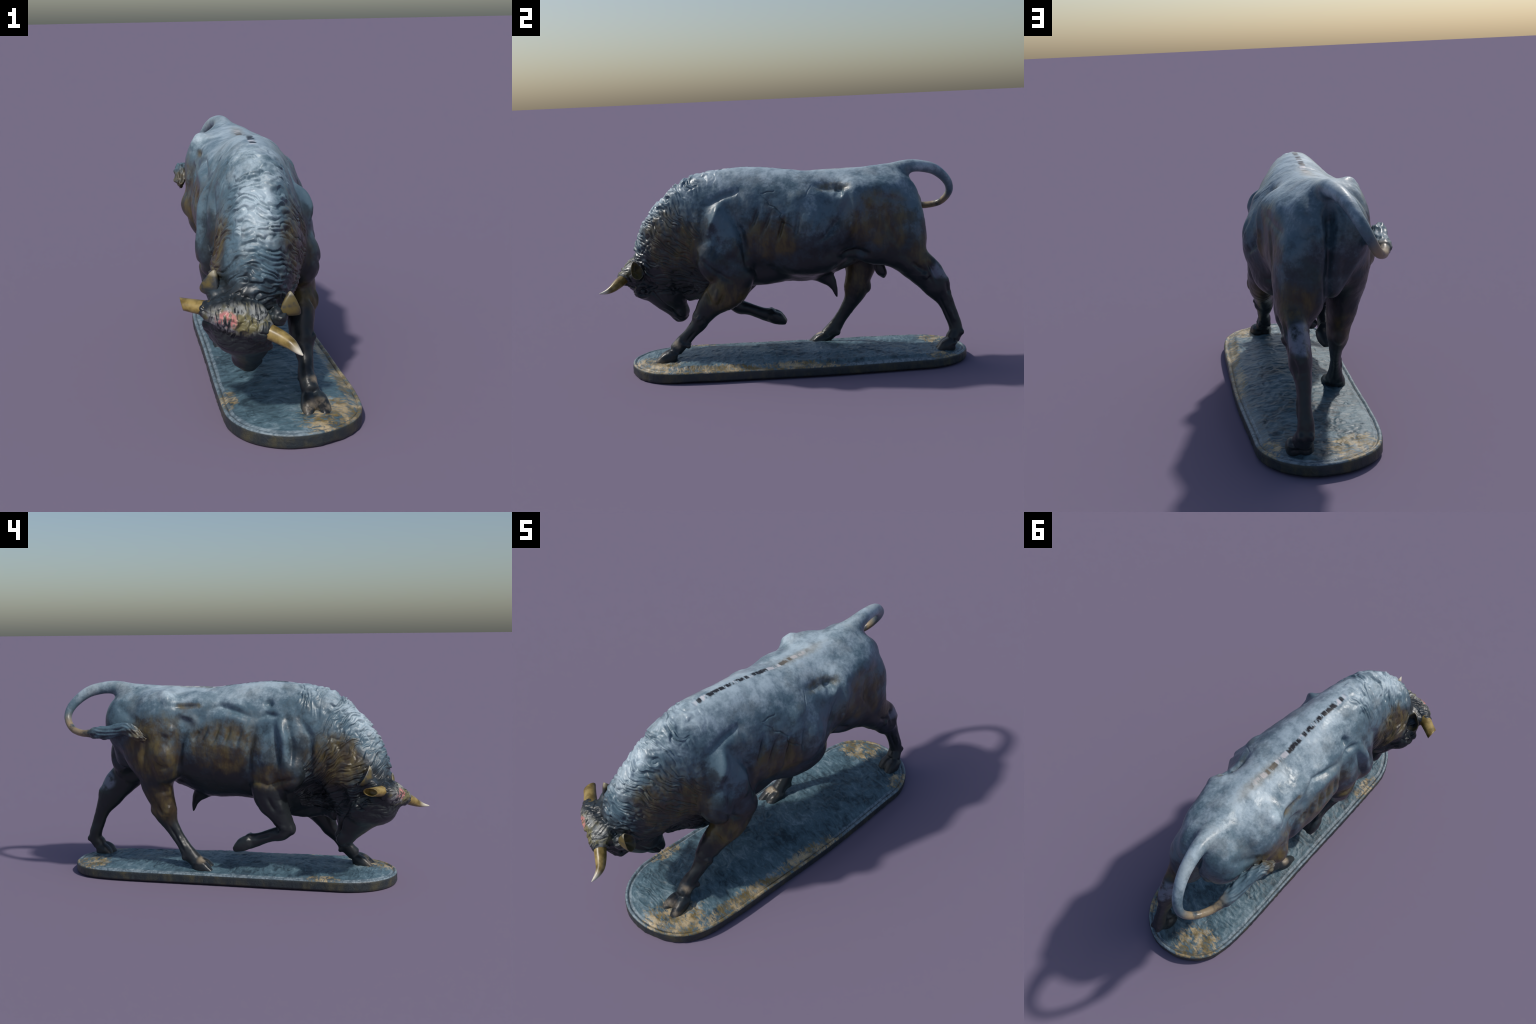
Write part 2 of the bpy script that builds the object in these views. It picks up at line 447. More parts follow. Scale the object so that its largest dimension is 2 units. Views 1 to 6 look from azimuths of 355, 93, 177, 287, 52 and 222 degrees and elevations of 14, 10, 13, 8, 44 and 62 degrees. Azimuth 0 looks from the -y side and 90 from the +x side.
# ------------------------------------------------------------------ parts by region
names = ["torso", "neck"]
for n, _, _ in PARTS:
    if n not in names:
        names.append(n)
best = np.full(len(V), 1e9)
own = np.zeros(len(V), int)
for n, s, _ in PARTS:
    i = np.where(np.all((V > s.box[0] - 0.05) & (V < s.box[1] + 0.05), 1))[0]
    d = s.dist(V[i]) + (0.008 if "leg" in n else 0.0)
    w = d < best[i]
    best[i[w]] = d[w]
    own[i[w]] = names.index(n)
own[(own == 0) & (V[:, 1] + 0.35 * (V[:, 2] - 0.75) < -0.40)] = names.index("neck")
def is_in(*ns):
    return np.isin(own, [names.index(n) for n in ns])

# ------------------------------------------------------------------ muscles, ribs, folds
LEFT, RIGHT = 1, -1
def carve(side, pts, width, depth, sharp=1.0, taper=0.0):
    """push the surface in (depth > 0) or out along a line drawn on one flank, given as (y, z)"""
    global V
    p = np.array(pts, float)
    lo, hi = p.min(0) - 3 * width, p.max(0) + 3 * width
    m = np.where((V[:, 1] > lo[0]) & (V[:, 1] < hi[0]) & (V[:, 2] > lo[1]) & (V[:, 2] < hi[1]) & (N[:, 0] * side > -0.1) & (side * (V[:, 0] + 0.04) > 0.0))[0]
    if not len(m):
        return
    q = V[m][:, 1:]
    d = np.full(len(m), 9.0)
    fade = np.ones(len(m))
    if len(p) == 1:
        d = np.linalg.norm(q - p[0], axis=1)
    L = 0
    total = np.linalg.norm(np.diff(p, axis=0), axis=1).sum() if len(p) > 1 else 1
    for a, b in zip(p[:-1], p[1:]):
        t = np.clip(((q - a) @ (b - a)) / ((b - a) @ (b - a)), 0, 1)
        e = np.linalg.norm(q - a - t[:, None] * (b - a), axis=1)
        w = e < d
        d[w] = e[w]
        pos = (L + t * np.linalg.norm(b - a)) / total
        fade[w] = (sstep(-0.08, 0.38, np.minimum(pos, 1 - pos)))[w]
        L += np.linalg.norm(b - a)
    g = 1.65 * np.exp(-(d / width) ** (2 * sharp)) * fade * sstep(0.0, 0.45, N[m, 0] * side) * depth
    V[m] -= N[m] * g[:, None]

# left flank
for pts, w, dep in [
    ([(-.390, .895), (-.287, .950), (-.208, .972), (-.175, .920)], .016, .008),          # above the shoulder blade
    ([(-.273, .900), (-.233, .831), (-.195, .751), (-.177, .645), (-.170, .54)], .018, .010),   # behind the shoulder
    ([(-.447, .900), (-.476, .762), (-.444, .637), (-.388, .546)], .016, .004),          # neck against shoulder
    ([(-.306, .921), (-.325, .852), (-.365, .758)], .022, -.012),
    ([(-.25, .80), (-.24, .70), (-.26, .62)], .030, -.012),
    ([(-.345, .82), (-.320, .70), (-.350, .62)], .015, .007),
    ([(-.426, .645), (-.327, .548), (-.241, .500)], .014, .008),
    ([(-.091, .904), (-.149, .764)], .011, .008), ([(-.030, .880), (-.105, .702)], .011, .008),
    ([(.040, .856), (-.015, .690)], .011, .009), ([(.115, .869), (.085, .720)], .013, .009), ([(.20, .86), (.175, .76)], .013, .006), ([(-.06, .80), (-.11, .68)], .010, -.004), ([(.01, .79), (-.03, .66)], .010, -.004),
    ([(.170, .990), (.289, .968), (.400, .985)], .018, .011),                            # hollow in front of the hip
    ([(.30, .955), (.35, .945)], .022, .012),
    ([(.385, .945), (.345, .850), (.315, .800), (.240, .720), (.177, .695)], .018, .008),
    ([(.395, .975), (.405, .880), (.395, .800), (.350, .690)], .020, -.012),
    ([(.300, .605), (.407, .625), (.490, .600)], .016, .012),
    ([(.181, .806)], .060, -.012), ([(.05, .93), (.16, .93)], .030, -.006),
    ([(.552, .921), (.574, .773), (.648, .613)], .018, .006), ([(.47, .93), (.60, .90), (.72, .87)], .018, .004),
    ([(.784, .560), (.815, .500), (.843, .430)], .012, .009), ([(.742, .545), (.800, .460), (.82, .42)], .014, .006),
    ([(-.40, .46), (-.37, .38)], .010, .006), ([(-.33, .47), (-.350, .38)], .014, -.007), ([(-.29, .46), (-.34, .36)], .010, .006),
    ([(-.425, .32), (-.405, .27)], .012, .005), ([(-.455, .32), (-.440, .29)], .016, -.006), ([(-.47, .235), (-.52, .175)], .007, .005), ([(-.555, .165), (-.52, .15)], .010, -.005),
    ([(.845, .36), (.885, .26), (.92, .18)], .008, .005), ([(.90, .30), (.93, .21)], .008, -.004), ([(.885, .44), (.905, .36)], .012, .006), ([(.76, .50), (.79, .46)], .018, -.008),
    ([(.70, .56), (.76, .50)], .012, .007), ([(.62, .60), (.70, .50)], .025, -.006),
]:
    carve(LEFT, pts, w, dep)
# right flank
for pts, w, dep in [
    ([(.330, .962), (.242, .960), (.160, .968)], .017, .008),
    ([(.409, 1.050), (.353, 1.010), (.336, .960)], .024, -.012),
    ([(.30, .93), (.21, .90), (.17, .86)], .022, -.010),
    ([(.159, .926), (.067, .966), (-.015, .942), (-.105, .913), (-.149, .931)], .014, .009),
    ([(.12, .95), (.03, .985), (-.08, .96)], .020, -.006), ([(.10, .91), (-.02, .905), (-.09, .88)], .022, -.008),
    ([(.114, .866), (.157, .777)], .012, .007), ([(.050, .876), (.093, .762)], .012, .008),
    ([(-.009, .865), (.028, .763)], .012, .008), ([(-.068, .861), (-.031, .748)], .012, .007), ([(.165, .84), (.20, .78)], .012, .006),
    ([(-.140, .900), (-.110, .750), (-.095, .600)], .018, .013), ([(-.110, .860), (-.085, .720)], .009, .005),
    ([(-.131, .888), (-.185, .925), (-.270, .915)], .014, .010),
    ([(-.177, 1.0), (-.207, .955)], .022, .014),
    ([(-.255, .920), (-.290, .798), (-.302, .632)], .024, -.012), ([(-.295, .92), (-.330, .78), (-.335, .64)], .016, .007),
    ([(-.225, .91), (-.250, .78), (-.262, .63)], .018, .008),
    ([(-.343, .940), (-.416, .818), (-.425, .656), (-.390, .600)], .020, .010),
    ([(-.200, .683)], .050, -.012), ([(-.193, .830), (-.156, .700)], .030, -.006),
    ([(-.120, .590), (-.209, .560), (-.298, .583), (-.37, .60)], .015, .010),
    ([(.375, .705)], .050, -.014), ([(.225, .846), (.264, .774), (.281, .668), (.305, .560)], .017, .009),
    ([(.453, .823), (.475, .697), (.412, .573)], .022, .007), ([(.330, .640), (.375, .640), (.42, .68)], .014, .006),
    ([(.45, .86), (.56, .90), (.64, .97)], .022, .005), ([(.30, .86), (.36, .80)], .025, -.008),
    ([(.44, .43), (.41, .35)], .012, .007), ([(.37, .42), (.385, .36)], .014, -.006), ([(.39, .31), (.33, .21), (.29, .15)], .008, .005), ([(.34, .25), (.29, .17)], .008, -.004), ([(.46, .48), (.44, .41)], .012, .006),
    ([(.40, .55), (.385, .47)], .018, .006), ([(.36, .53), (.37, .46)], .016, -.006),
    ([(-.20, .50), (-.24, .41)], .012, .006), ([(-.26, .48), (-.27, .40)], .016, -.006), ([(-.25, .335), (-.29, .31)], .014, -.005), ([(-.23, .345), (-.24, .29)], .010, .006), ([(-.21, .285), (-.10, .25)], .008, .004),
]:
    carve(RIGHT, pts, w, dep)
# cleft between the buttocks and the swelling below the tail
m = (V[:, 1] > 0.60) & (V[:, 2] > 0.52) & (V[:, 2] < 0.98) & (N[:, 1] > 0.1) & (V[:, 0] > -0.2) & (V[:, 0] < 0.06)
cx = V[m, 0] + 0.092 + 0.05 * (V[m, 2] - 0.75)
V[m] -= N[m] * ((0.016 * np.exp(-(cx / 0.014) ** 2) - 0.008 * np.exp(-((np.abs(cx) - 0.035) / 0.02) ** 2)) * sstep(0.54, 0.66, V[m, 2]) * sstep(0.96, 0.88, V[m, 2]))[:, None]
V[m] += N[m] * (0.012 * np.exp(-(cx / 0.020) ** 2 - ((V[m, 2] - 0.885) / 0.022) ** 2))[:, None]
# the crack that runs down the left ribs, one lip proud of the other
crack = [(-.097, .952), (-.056, .925), (-.040, .900), (-.018, .884), (.018, .852), (.012, .835), (.030, .815), (.026, .806), (.076, .784), (.090, .765), (.113, .739)]
crack = [(y + 0.004 * math.sin(37.0 * k), z + 0.004 * math.cos(23.0 * k)) for k, (y, z) in enumerate(spline(crack, 2).tolist())]
carve(LEFT, crack, .0024, .0036, 1.5)
carve(LEFT, [(y - .010, z - .008) for y, z in crack], .012, -.002)
carve(LEFT, [(-.010, .974), (-.018, .962), (-.054, .963), (-.075, .955), (-.093, .956)], .0025, .0025)
carve(LEFT, [(.187, .992), (.160, .960), (.151, .937), (.125, .921)], .0025, .0016)

# ------------------------------------------------------------------ hide: wrinkles and curls
# the folds fan out from the point of the shoulder; the crest carries short curls
PIVOT = np.array([-0.24, 0.45])
ry, rz = V[:, 1] - PIVOT[0], V[:, 2] - PIVOT[1]
reach, turn = np.hypot(ry, rz), np.arctan2(-ry, rz)            # turn: 0 straight up, growing toward the head
across = (V[:, 0] + 0.045) / np.interp(turn, [0.2, 0.9, 1.4], [0.17, 0.15, 0.12])
i = np.where(is_in("neck", "torso", "head") & (turn > -0.15) & (turn < 1.75) & (reach > 0.10) & (V[:, 2] > 0.40))[0]
Wv = 0.045 * np.stack([noise(V[i], 9, 3), noise(V[i], 9, 4)], 1) + 0.020 * np.stack([noise(V[i], 26, 5), noise(V[i], 26, 6)], 1)
a = turn[i] * 0.46 + Wv[:, 0] * 0.55
side = V[i, 0] + Wv[:, 1] * 0.7
crest = 1 - sstep(0.45, 0.95, np.abs(across[i]) + 0.15 * noise(V[i], 16, 8))
P1 = np.stack([a * 76, reach[i] * 10, side * 11], 1)
P2 = np.stack([a * 120, reach[i] * 16, side * 18], 1)
P3 = np.stack([a * 76, side * 20, reach[i] * 10], 1)
P4 = np.stack([a * 110, side * 40, reach[i] * 14], 1)
fold = np.minimum(3.4 * np.abs(noise(P1, 1, 11)), 1.4) - 0.9 + 0.45 * noise(P2, 1, 12)
curl = np.minimum(3.0 * np.abs(noise(P3, 1, 21)), 1.6) - 0.8 + 0.7 * noise(P4, 1, 22)
reg_c = sstep(0.02, 0.50, turn[i] + 0.10 * noise(V[i], 8, 19))
reg_f = sstep(0.40, 0.72, turn[i] + 0.10 * noise(V[i], 8, 9)) * sstep(0.12, 0.24, reach[i])
V[i] += N[i] * ((0.0076 * curl * crest * reg_c + 0.0058 * fold * (1 - crest) * reg_f) * np.where(is_in("head")[i], 0.45, 1.0))[:, None]
# soft hammered unevenness everywhere
V += N * (0.0022 * fbm(V, 24, 31, 3) + 0.0030 * noise(V, 9, 41))[:, None] * np.where(is_in("tail", "tail_tuft", "sheath", "scrotum"), 0.3, 1.0)[:, None]
# forehead locks
i = np.where(is_in("head") & (V[:, 2] > 0.44) & (V[:, 1] < -0.80))[0]
lat = V[i] @ unit(np.array(HL))
V[i] += N[i] * (0.0038 * (1 - 2.5 * np.abs(noise(np.stack([lat + 0.016 * noise(V[i], 26, 7), V[i][:, 2] * 0.4, V[i][:, 1] * 0.4], 1), 58, 51))))[:, None]
# folds on cheek and throat
i = np.where(is_in("head", "neck") & (V[:, 2] < 0.52))[0]
hs, hu, hl = skull.coords(V[i])
V[i] += N[i] * (0.0022 * (1 - 2 * np.abs(noise(np.stack([hs * 0.25, hu, hl * 0.4], 1), 45, 61))) * sstep(0.02, -0.03, hu))[:, None]
# eye sockets, jaw and lips
for c, r, d in [((-0.040, -0.775, 0.420), 0.026, 0.010), ((-0.250, -0.700, 0.477), 0.026, 0.010)]:
    e = np.sqrt(((V - np.array(c)) ** 2).sum(1))
    V += N * (0.009 * np.exp(-((e - 0.034) / 0.010) ** 2) - d * np.exp(-(e / r) ** 2))[:, None]
i = np.where(is_in("head"))[0]
hs, hu, hl = skull.coords(V[i])
jaw = np.exp(-((hu + 0.040 - 0.10 * (hs - 0.16)) / 0.009) ** 2) * sstep(0.10, 0.15, hs) * sstep(0.02, 0.05, np.abs(hl))
lip = np.exp(-((hu + 0.028) / 0.006) ** 2) * sstep(0.24, 0.28, hs)
cheek = np.exp(-((hs - 0.10 + 0.4 * (hu + 0.05)) / 0.012) ** 2) * sstep(0.05, 0.08, np.abs(hl)) * sstep(-0.12, -0.06, hu)
V[i] -= N[i] * (0.008 * jaw + 0.006 * lip + 0.006 * cheek)[:, None]
# nostrils and mouth line
for c, r, d in [((-0.066, -0.600, 0.248), 0.014, 0.010), ((-0.138, -0.598, 0.240), 0.014, 0.010)]:
    V -= N * (d * np.exp(-(((V - np.array(c)) ** 2).sum(1) / r ** 2)))[:, None]
# strands of the tail tuft
i = np.where(is_in("tail_tuft"))[0]
ts, tu, tl = tuft.coords(V[i])
ta = np.arctan2(tl, tu)
V[i] += N[i] * (0.0018 * np.sin(ta * 9 + ts * 40 + 2.2 * noise(V[i], 20, 71)) * sstep(0.02, 0.08, ts))[:, None]
N = normals_of(V, Q)

# ------------------------------------------------------------------ materials
class Nodes:
    def __init__(self, name):
        self.mat = bpy.data.materials.new(name)
        self.mat.use_nodes = True
        self.t = self.mat.node_tree
        self.bsdf = self.t.nodes["Principled BSDF"]
        self.pos = self.t.nodes.new("ShaderNodeTexCoord").outputs["Object"]
        self.normal = self.t.nodes.new("ShaderNodeNewGeometry").outputs["Normal"]

    def put(self, sock, v):
        if isinstance(v, bpy.types.NodeSocket):
            self.t.links.new(v, sock)
        elif v is not None:
            sock.default_value = v

    def math(self, op, a, b=None, c=None, clamp=False):
        n = self.t.nodes.new("ShaderNodeMath")
        n.operation, n.use_clamp = op, clamp
        for k, v in enumerate((a, b, c)):
            self.put(n.inputs[k], v)
        return n.outputs[0]

    def vmath(self, op, a, b, out="Vector"):
        n = self.t.nodes.new("ShaderNodeVectorMath")
        n.operation = op
        self.put(n.inputs[0], a)
        self.put(n.inputs[1], b)
        return n.outputs[out]

    def noise(self, scale, detail=4, rough=0.55, stretch=(1, 1, 1), offset=(0, 0, 0), distort=0.0):
        m = self.t.nodes.new("ShaderNodeMapping")
        m.inputs["Scale"].default_value = stretch
        m.inputs["Location"].default_value = offset
        self.put(m.inputs["Vector"], self.pos)
        n = self.t.nodes.new("ShaderNodeTexNoise")
        n.inputs["Scale"].default_value = scale
        n.inputs["Detail"].default_value = detail
        n.inputs["Roughness"].default_value = rough
        n.inputs["Distortion"].default_value = distort
        self.put(n.inputs["Vector"], m.outputs[0])
        return n.outputs["Fac"]

    def step(self, v, a, b, lo=0.0, hi=1.0):
        n = self.t.nodes.new("ShaderNodeMapRange")
        n.interpolation_type = "SMOOTHSTEP"
        for k, x in zip(("Value", "From Min", "From Max", "To Min", "To Max"), (v, a, b, lo, hi)):
            self.put(n.inputs[k], x)
        return n.outputs["Result"]

    def mix(self, f, a, b):
        n = self.t.nodes.new("ShaderNodeMix")
        n.data_type = "RGBA"
        self.put(n.inputs["Factor"], f)
        self.put(n.inputs["A"] if False else n.inputs[6], a if isinstance(a, bpy.types.NodeSocket) else tuple(a) + (1,))
        self.put(n.inputs[7], b if isinstance(b, bpy.types.NodeSocket) else tuple(b) + (1,))
        return n.outputs[2]

    def xyz(self, v):
        n = self.t.nodes.new("ShaderNodeSeparateXYZ")
        self.put(n.inputs[0], v)
        return n.outputs

    def blob(self, c, r, soft=0.4):
        d = self.vmath("DIVIDE", self.vmath("SUBTRACT", self.pos, c), r)
        return self.step(self.vmath("LENGTH", d, None, "Value"), 1.0, soft)

    def blobs(self, rows):
        out = None
        for c, r in rows:
            b = self.blob(c, r)
            out = b if out is None else self.math("MAXIMUM", out, b)
        return out

    def finish(self, color, rough=0.5, metal=0.0, spec=0.5, bump=None, strength=0.3, dist=0.004):
        self.put(self.bsdf.inputs["Base Color"], color)
        self.put(self.bsdf.inputs["Roughness"], rough)
        self.put(self.bsdf.inputs["Metallic"], metal)
        self.put(self.bsdf.inputs["Specular IOR Level"], spec)
        if bump is not None:
            n = self.t.nodes.new("ShaderNodeBump")
            n.inputs["Strength"].default_value = strength
            n.inputs["Distance"].default_value = dist
            self.put(n.inputs["Height"], bump)
            self.put(self.bsdf.inputs["Normal"], n.outputs[0])
        return self.mat

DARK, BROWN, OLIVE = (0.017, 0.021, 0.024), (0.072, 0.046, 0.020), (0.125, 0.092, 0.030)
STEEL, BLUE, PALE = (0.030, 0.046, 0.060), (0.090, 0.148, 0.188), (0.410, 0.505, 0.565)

def bronze_material():
    m = Nodes("patinated_bronze")
    x, y, z = m.xyz(m.pos)
    centre = lambda n, k: m.math("MULTIPLY", m.math("SUBTRACT", n, 0.5), k)
    big, mid, fine = m.noise(4.5, 5), m.noise(15, 6, 0.62, offset=(3, 1, 2)), m.noise(80, 4, 0.65)
    streak = m.noise(24, 5, 0.6, (1, 1, 0.35), (5, 2, 7))
    grain = m.math("ADD", m.math("ADD", centre(m.step(big, 0.34, 0.66), 0.30), centre(m.step(mid, 0.34, 0.68), 0.40)), m.math("ADD", centre(fine, 0.5), centre(streak, 0.5)))
    # ragged blue patina over metal; baked top light and belly shade painted by height
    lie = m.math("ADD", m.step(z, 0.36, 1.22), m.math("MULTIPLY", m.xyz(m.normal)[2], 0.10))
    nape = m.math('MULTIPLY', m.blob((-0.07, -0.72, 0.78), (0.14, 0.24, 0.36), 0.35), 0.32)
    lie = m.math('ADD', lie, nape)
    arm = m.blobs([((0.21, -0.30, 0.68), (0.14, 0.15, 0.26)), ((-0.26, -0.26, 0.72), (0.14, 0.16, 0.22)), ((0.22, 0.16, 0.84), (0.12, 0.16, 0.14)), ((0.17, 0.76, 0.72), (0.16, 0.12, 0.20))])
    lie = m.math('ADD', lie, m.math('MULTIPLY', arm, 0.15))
    patina_shade = m.math("ADD", lie, m.math("MULTIPLY", grain, 0.62))
    col = m.mix(m.step(patina_shade, 0.12, 0.48), DARK, STEEL)
    col = m.mix(m.step(patina_shade, 0.40, 0.78), col, BLUE)
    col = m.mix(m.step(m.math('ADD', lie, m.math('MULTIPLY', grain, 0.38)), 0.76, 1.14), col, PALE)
    # brown metal shows through on ribs, haunches, neck and legs; hip hollows' shade is painted brown
    worn_and_shade = m.blobs([((-0.28, 0.02, 0.76), (0.16, 0.30, 0.22)), ((-0.28, 0.42, 0.74), (0.16, 0.26, 0.28)), ((0.23, -0.06, 0.72), (0.16, 0.24, 0.20)),
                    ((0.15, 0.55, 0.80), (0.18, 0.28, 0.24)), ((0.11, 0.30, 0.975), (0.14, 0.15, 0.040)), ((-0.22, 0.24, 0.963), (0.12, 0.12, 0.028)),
                    ((0.13, -0.60, 0.74), (0.20, 0.26, 0.32)), ((-0.26, -0.22, 0.60), (0.12, 0.20, 0.10)), ((0.05, 0.74, 0.62), (0.14, 0.14, 0.14)),
                    ((-0.22, -0.56, 0.70), (0.16, 0.22, 0.22)), ((-0.17, 0.40, 0.45), (0.14, 0.20, 0.20)), ((0.15, -0.30, 0.45), (0.14, 0.20, 0.16))])
    rag = m.math("ADD", m.math("MULTIPLY", worn_and_shade, 0.70), m.math("ADD", m.math("MULTIPLY", grain, -0.55), centre(streak, 0.95)))
    metal = m.mix(m.step(streak, 0.40, 0.62), BROWN, OLIVE)
    col = m.mix(m.math("MULTIPLY", m.step(rag, 0.15, 1.05), 0.85), col, metal)
    tint = m.math('MULTIPLY', m.step(m.noise(7, 5, 0.65, (1, 1, 1), (7, 3, 1)), 0.48, 0.68), 0.16)
    col = m.mix(m.math('MULTIPLY', tint, m.step(patina_shade, 0.3, 0.7)), col, (0.24, 0.19, 0.13))
    # toes and fetlocks rubbed to pale metal
    toe = m.math('MULTIPLY', m.blobs([((0.16, -0.665, 0.085), (0.07, 0.06, 0.05)), ((0.15, -0.57, 0.16), (0.05, 0.03, 0.03)), ((-0.15, 0.20, 0.11), (0.06, 0.04, 0.03))]), m.step(mid, 0.40, 0.58))
    col = m.mix(m.math('MULTIPLY', toe, 0.8), col, (0.36, 0.29, 0.20))
    # tan wear on the tail
    tailwear = m.math("MULTIPLY", m.blob((-0.27, 0.87, 0.83), (0.10, 0.17, 0.12), 0.4), m.step(mid, 0.3, 0.5))
    col = m.mix(m.math("MULTIPLY", tailwear, 0.8), col, (0.33, 0.24, 0.13))
    # scan artefact painted as broken dark and pale marks down the spine, with a tan smear at the loins
    line = m.math("ADD", m.math("MULTIPLY", m.math("ADD", y, 0.2), 0.03), 0.045)
    off = m.math("ABSOLUTE", m.math("ADD", m.math("ADD", x, line), centre(m.noise(9, 3, offset=(9, 9, 9)), 0.03)))
    strip = m.math("MULTIPLY", m.step(m.math('ADD', off, centre(fine, 0.012)), 0.018, 0.008), m.math("MULTIPLY", m.step(z, 1.03, 1.045), m.math("MULTIPLY", m.step(y, -0.36, -0.30), m.step(y, 0.38, 0.26))))
    bars = m.noise(46, 2, 0.5, (0.25, 1, 0.1), (1, 6, 3))
    col = m.mix(m.math("MULTIPLY", strip, m.step(bars, 0.46, 0.56)), col, (0.022, 0.022, 0.026))
    col = m.mix(m.math("MULTIPLY", strip, m.step(bars, 0.45, 0.36)), col, (0.58, 0.57, 0.60))
    loin = m.math("MULTIPLY", m.step(m.math("ADD", off, centre(mid, 0.08)), 0.05, 0.0), m.math("MULTIPLY", m.blob((-0.05, 0.28, 1.06), (0.12, 0.24, 0.10), 0.2), 0.4))
    col = m.mix(loin, col, (0.36, 0.31, 0.23))
    # olive locks on the poll; pinkish strands copy a scan artefact of a hand
    lock = m.noise(60, 3, 0.5, (1.2, 0.35, 0.35), (2, 2, 2), 0.8)
    poll = m.blob((-0.150, -0.870, 0.530), (0.17, 0.080, 0.068), 0.6)
    col = m.mix(m.math("MULTIPLY", poll, m.step(lock, 0.36, 0.52)), col, m.mix(m.step(mid, 0.42, 0.6), (0.26, 0.27, 0.26), (0.15, 0.135, 0.060)))
    pink = m.math("MULTIPLY", m.blob((-0.200, -0.885, 0.532), (0.052, 0.05, 0.040), 0.55), m.step(lock, 0.45, 0.55))
    col = m.mix(pink, col, (0.52, 0.20, 0.19))
    hock = m.math('MULTIPLY', m.blob((0.035, 0.85, 0.50), (0.07, 0.10, 0.07), 0.7), m.step(mid, 0.35, 0.55))  # pale patch copied from a scan seam on the left hock
    col = m.mix(hock, col, (0.15, 0.17, 0.22))
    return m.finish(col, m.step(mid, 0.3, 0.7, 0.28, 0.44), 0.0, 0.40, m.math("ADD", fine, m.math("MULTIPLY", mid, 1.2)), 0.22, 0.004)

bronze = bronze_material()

def gold_material():
    m = Nodes("worn_golden_bronze")
    n = m.noise(24, 4)
    col = m.mix(m.step(n, 0.35, 0.7), (0.13, 0.088, 0.018), (0.33, 0.24, 0.080))
    tip = m.blob((0.053, -0.998, 0.433), (0.07, 0.07, 0.07), 0.2)
    col = m.mix(tip, col, (0.62, 0.58, 0.48))
    return m.finish(col, 0.35, 0.0, 0.5, n, 0.1)

gold = gold_material()

def ear_material():
    m = Nodes("olive_bronze")
    n = m.noise(22, 4, 0.6)
    x, y, z = m.xyz(m.pos)
    col = m.mix(m.step(m.math('ADD', n, m.step(x, -0.2, 0.1, -0.08, 0.06)), 0.36, 0.6), (0.030, 0.036, 0.042), (0.12, 0.092, 0.030))
    tip = m.math('MAXIMUM', m.blob((-0.228, -0.735, 0.672), (0.05, 0.035, 0.022)), m.blob((0.05, -0.80, 0.602), (0.03, 0.03, 0.016)))
    col = m.mix(tip, col, (0.28, 0.25, 0.17))
    return m.finish(col, 0.4, 0.0, 0.5, n, 0.15)

ear_mat = ear_material()

def plinth_material():
    m = Nodes("plinth_patina")
    x, y, z = m.xyz(m.pos)
    centre = lambda n, k: m.math("MULTIPLY", m.math("SUBTRACT", n, 0.5), k)
    s = m.noise(22, 6, 0.7, (0.75, 1.25, 1), distort=0.9)
    b = m.noise(4.5, 5, 0.6)
    speck = m.noise(42, 5, 0.65, (0.7, 1.3, 1), (4, 4, 0), 0.8)
    t = m.math("ADD", s, centre(b, 0.7))
    col = m.mix(m.step(t, 0.30, 0.60), (0.026, 0.046, 0.060), (0.085, 0.150, 0.185))
    col = m.mix(m.step(t, 0.55, 0.85), col, (0.26, 0.34, 0.38))
    gilt = m.blobs([((0.26, -0.72, 0.06), (0.26, 0.26, 0.3)), ((0.34, -0.30, 0.06), (0.11, 0.5, 0.3)), ((0.30, 0.12, 0.06), (0.09, 0.35, 0.3)), ((-0.17, 0.88, 0.06), (0.20, 0.20, 0.3)), ((-0.18, -0.48, 0.06), (0.07, 0.16, 0.3)), ((0.18, 0.85, 0.06), (0.09, 0.12, 0.3))])
    k = m.math("ADD", m.math("MULTIPLY", gilt, 0.85), m.math("ADD", centre(speck, 2.6), centre(b, 0.8)))
    warm = m.mix(m.step(m.noise(12, 4, 0.6), 0.4, 0.62), (0.18, 0.125, 0.035), (0.52, 0.40, 0.23))
    col = m.mix(m.math("MULTIPLY", m.step(k, 0.50, 1.05), 0.9), col, warm)
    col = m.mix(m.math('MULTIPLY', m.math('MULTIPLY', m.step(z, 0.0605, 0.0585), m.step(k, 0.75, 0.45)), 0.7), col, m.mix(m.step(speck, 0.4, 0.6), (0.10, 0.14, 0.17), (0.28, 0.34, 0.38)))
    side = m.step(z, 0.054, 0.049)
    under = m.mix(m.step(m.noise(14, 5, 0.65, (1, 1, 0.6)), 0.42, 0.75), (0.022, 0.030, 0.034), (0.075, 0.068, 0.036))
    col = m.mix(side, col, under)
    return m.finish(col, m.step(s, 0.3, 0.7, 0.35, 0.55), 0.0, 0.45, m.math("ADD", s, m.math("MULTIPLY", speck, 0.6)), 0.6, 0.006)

plinth_mat = plinth_material()

# ------------------------------------------------------------------ build objects
bull = bpy.data.objects.new("bull_statue", None)
bpy.context.collection.objects.link(bull)
bull["label"] = "dark patinated bronze bull with lowered head on oval base"
bull["category"] = "bull statue"

def make(name, V, Q, N, mat, parent):
    V, Q = np.asarray(V, np.float32), np.asarray(Q, np.int32)
    me = bpy.data.meshes.new(name)
    me.vertices.add(len(V))
    me.vertices.foreach_set("co", V.ravel())
    me.loops.add(Q.size)
    me.loops.foreach_set("vertex_index", Q.ravel())
    me.polygons.add(len(Q))
    me.polygons.foreach_set("loop_start", np.arange(0, Q.size, 4, dtype=np.int32))
    me.update(calc_edges=True)
    me.validate()
    me.polygons.foreach_set("use_smooth", np.ones(len(me.polygons), bool))
    if N is not None:
        me.normals_split_custom_set_from_vertices(N.tolist())
    me.materials.append(mat)
    ob = bpy.data.objects.new(name, me)
    bpy.context.collection.objects.link(ob)
    ob.parent = parent
    return ob

